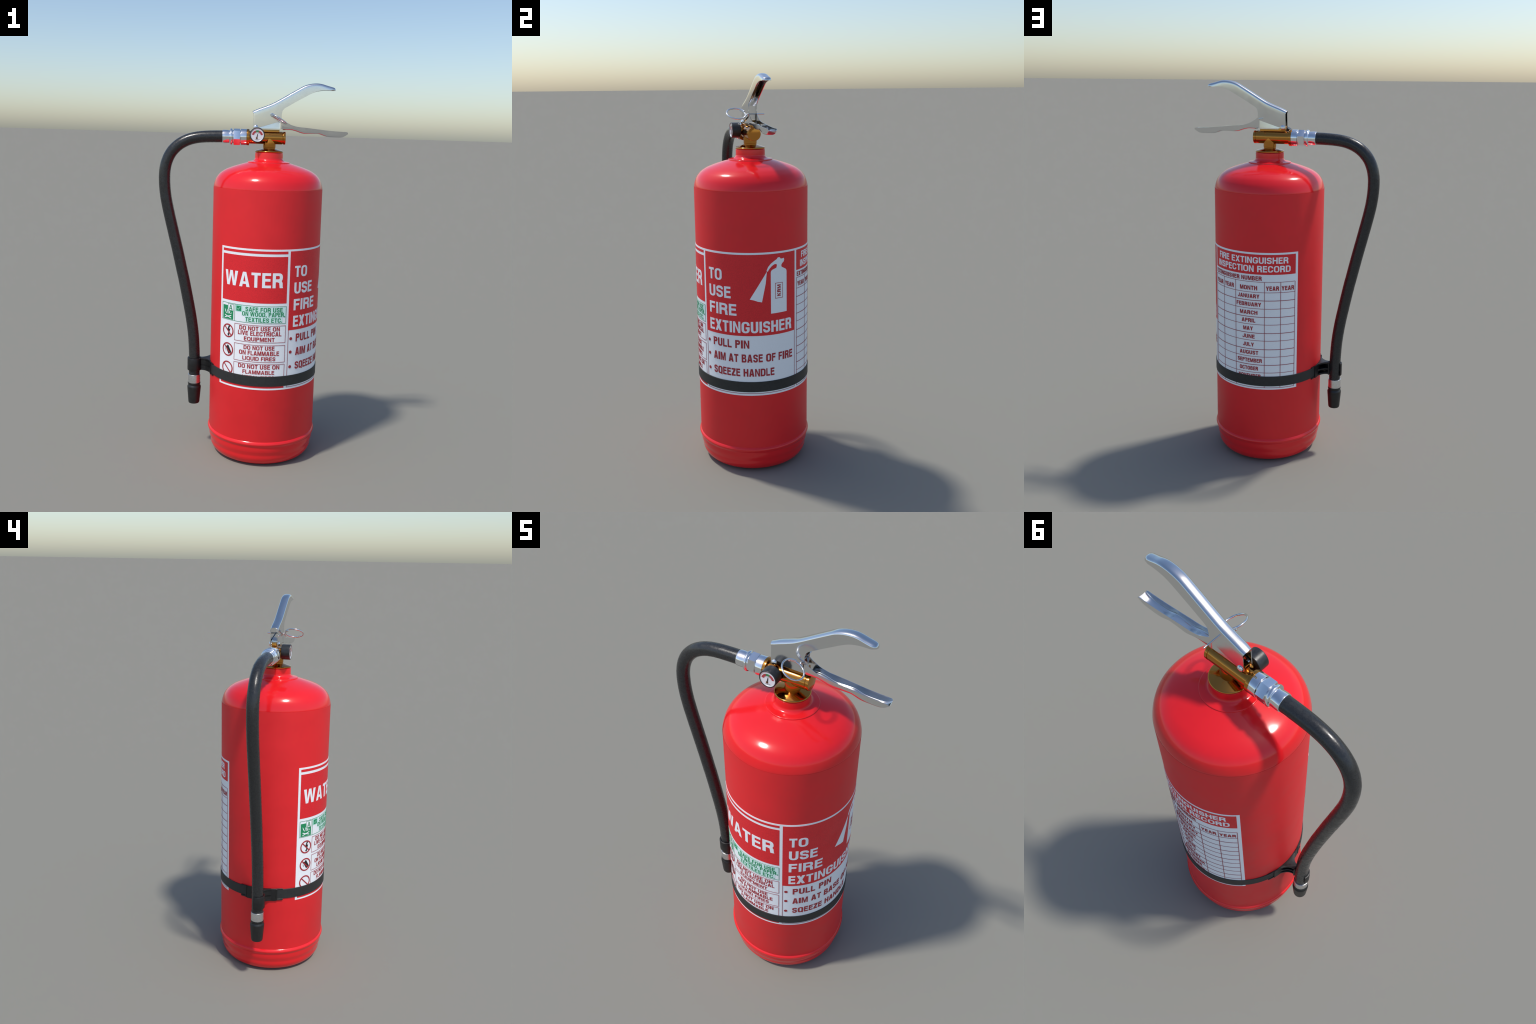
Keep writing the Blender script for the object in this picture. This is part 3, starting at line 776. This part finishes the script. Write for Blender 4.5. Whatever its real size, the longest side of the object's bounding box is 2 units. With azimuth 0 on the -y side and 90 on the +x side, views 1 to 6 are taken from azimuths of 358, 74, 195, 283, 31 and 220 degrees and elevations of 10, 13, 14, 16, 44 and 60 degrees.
for p, q in zip(zip(so, si), zip(so[1:], si[1:])):          # thickness along both hems
    for c in (0, -1):
        bm.faces.new((p[0][c], p[1][c], q[1][c], q[0][c]))
for i in range(len(so[0])-1):                               # and round the open rear
    bm.faces.new((so[0][i], so[0][i+1], si[0][i+1], si[0][i]))
bmesh.ops.remove_doubles(bm, verts=bm.verts, dist=1e-5)
handle = finish(bm, "carrying_handle", M_CHROME, root, 50)

# ------------------------------------------------------------------ squeeze lever: trough, open above
l_top = [(-.002, 1.782), (.03, 1.789), (.10, 1.803), (.1300, 1.8120), (.1440, 1.8140), (.1560, 1.8040), (.1740, 1.7935), (.1900, 1.7850), (.2090, 1.7790), (.2320, 1.7742), (.2710, 1.7712), (.3360, 1.7650), (.4030, 1.7588), (.4600, 1.7562), (.4860, 1.7553), (.4925, 1.7500)]
l_bot = [(-.002, 1.7575), (.1400, 1.7575), (.1900, 1.7582), (.2100, 1.7553), (.2300, 1.7497), (.2420, 1.7455), (.2640, 1.7412), (.3030, 1.7422), (.3340, 1.7424), (.3480, 1.7400), (.3800, 1.7298), (.4100, 1.7276), (.4384, 1.7272), (.4560, 1.7278), (.4690, 1.7305), (.4830, 1.7385), (.4925, 1.7460)]
l_top = smooth2(l_top, 4); l_bot = smooth2(l_bot, 4)
def ease(x, a, b):
    t = min(1, max(0, (x-a)/(b-a))); return t*t*(3-2*t)
def lever_section(x):
    """Upright plates behind the hinge line, a leaning-walled trough in front of it."""
    zt, zb = interp(l_top, x), interp(l_bot, x)
    f, g = ease(x, .1335, .1400), ease(x, .16, .23)
    wt = .0150 + .0042*f
    wb = .0170 + .0016*f - .0002*g
    H = zt - zb
    k = min(.0045, H*.45)
    side = [(-wt, zt), (-(wt*.67 + wb*.33), zb + k + (H-k)*.66), (-(wt*.33 + wb*.67), zb + k + (H-k)*.33)]
    side += [(-wb*cos(pi/2*i/7)**.8, zb + k*(1 - sin(pi/2*i/7))) for i in range(7)] + [(0, zb)]
    return side + [(-y, z) for y, z in side[-2::-1]]
st = [-.002, .02, .05, .08, .11, .128, .1335, .1352, .1368, .1384, .1400] + [.145 + i*.0055 for i in range(62)] + [.4870, .4905, .4925]
bm = bmesh.new()
rows_ = [[bm.verts.new((x, y, z)) for y, z in lever_section(x)] for x in st]
for x, p, q in zip(st, rows_, rows_[1:]):
    for i in range(len(p)-1):
        if x < .150 and 3 <= i < len(p)-4: continue        # no floor over the valve
        bm.faces.new((p[i], p[i+1], q[i+1], q[i]))
bmesh.ops.delete(bm, geom=[v for v in bm.verts if not v.link_faces], context='VERTS')
lever = solid(bm, "squeeze_lever", M_CHROME, root, .0018, True, even=False)

# rivet through lug and plates
rv = lathe("rivet", [(0, -.0290), (.0050, -.0285), (.0090, -.0268), (.0118, -.0240), (.0122, -.0216), (.0055, -.0214), (.0055, .0214), (.0122, .0216), (.0118, .0240), (.0090, .0268), (.0050, .0285), (0, .0290)],
           M_FITTING, handle, (.0092, 0, 1.7668), (0, 1, 0), seg=32)

# ------------------------------------------------------------------ safety pin and pull ring (one wire)
C = Vector((.1262, -.0800, 1.8125)); th = radians(29)
e1, e2 = Vector((cos(th), 0, -sin(th))), Vector((0, 1, 0))
pin_path = [(.1268, .0620, 1.8092), (.1268, .0200, 1.8092), (.1268, -.0150, 1.8092), (.1272, -.0235, 1.8090), (.1290, -.0285, 1.8040), (.1330, -.0315, 1.7975), (.1390, -.0345, 1.7945)]
safety = tube("safety_pin", catmull(pin_path[:], 5), .0031, M_CHROME, root, seg=14)
ring = []
for i in range(73):
    a = radians(142 - 395*i/72)
    h = .0062*(i/72) - .0031
    nrm = e1.cross(e2)
    ring.append(C + e1*(.0462*cos(a)) + e2*(.0462*sin(a)) + nrm*h)
tube("pull_ring", ring, .0038, M_CHROME, safety, seg=14)
lathe("ring_stop", [(0, -.0048), (.0036, -.0032), (.0048, 0), (.0036, .0032), (0, .0048)], M_CHROME, safety, tuple(ring[0]), (0, 0, 1), seg=16)
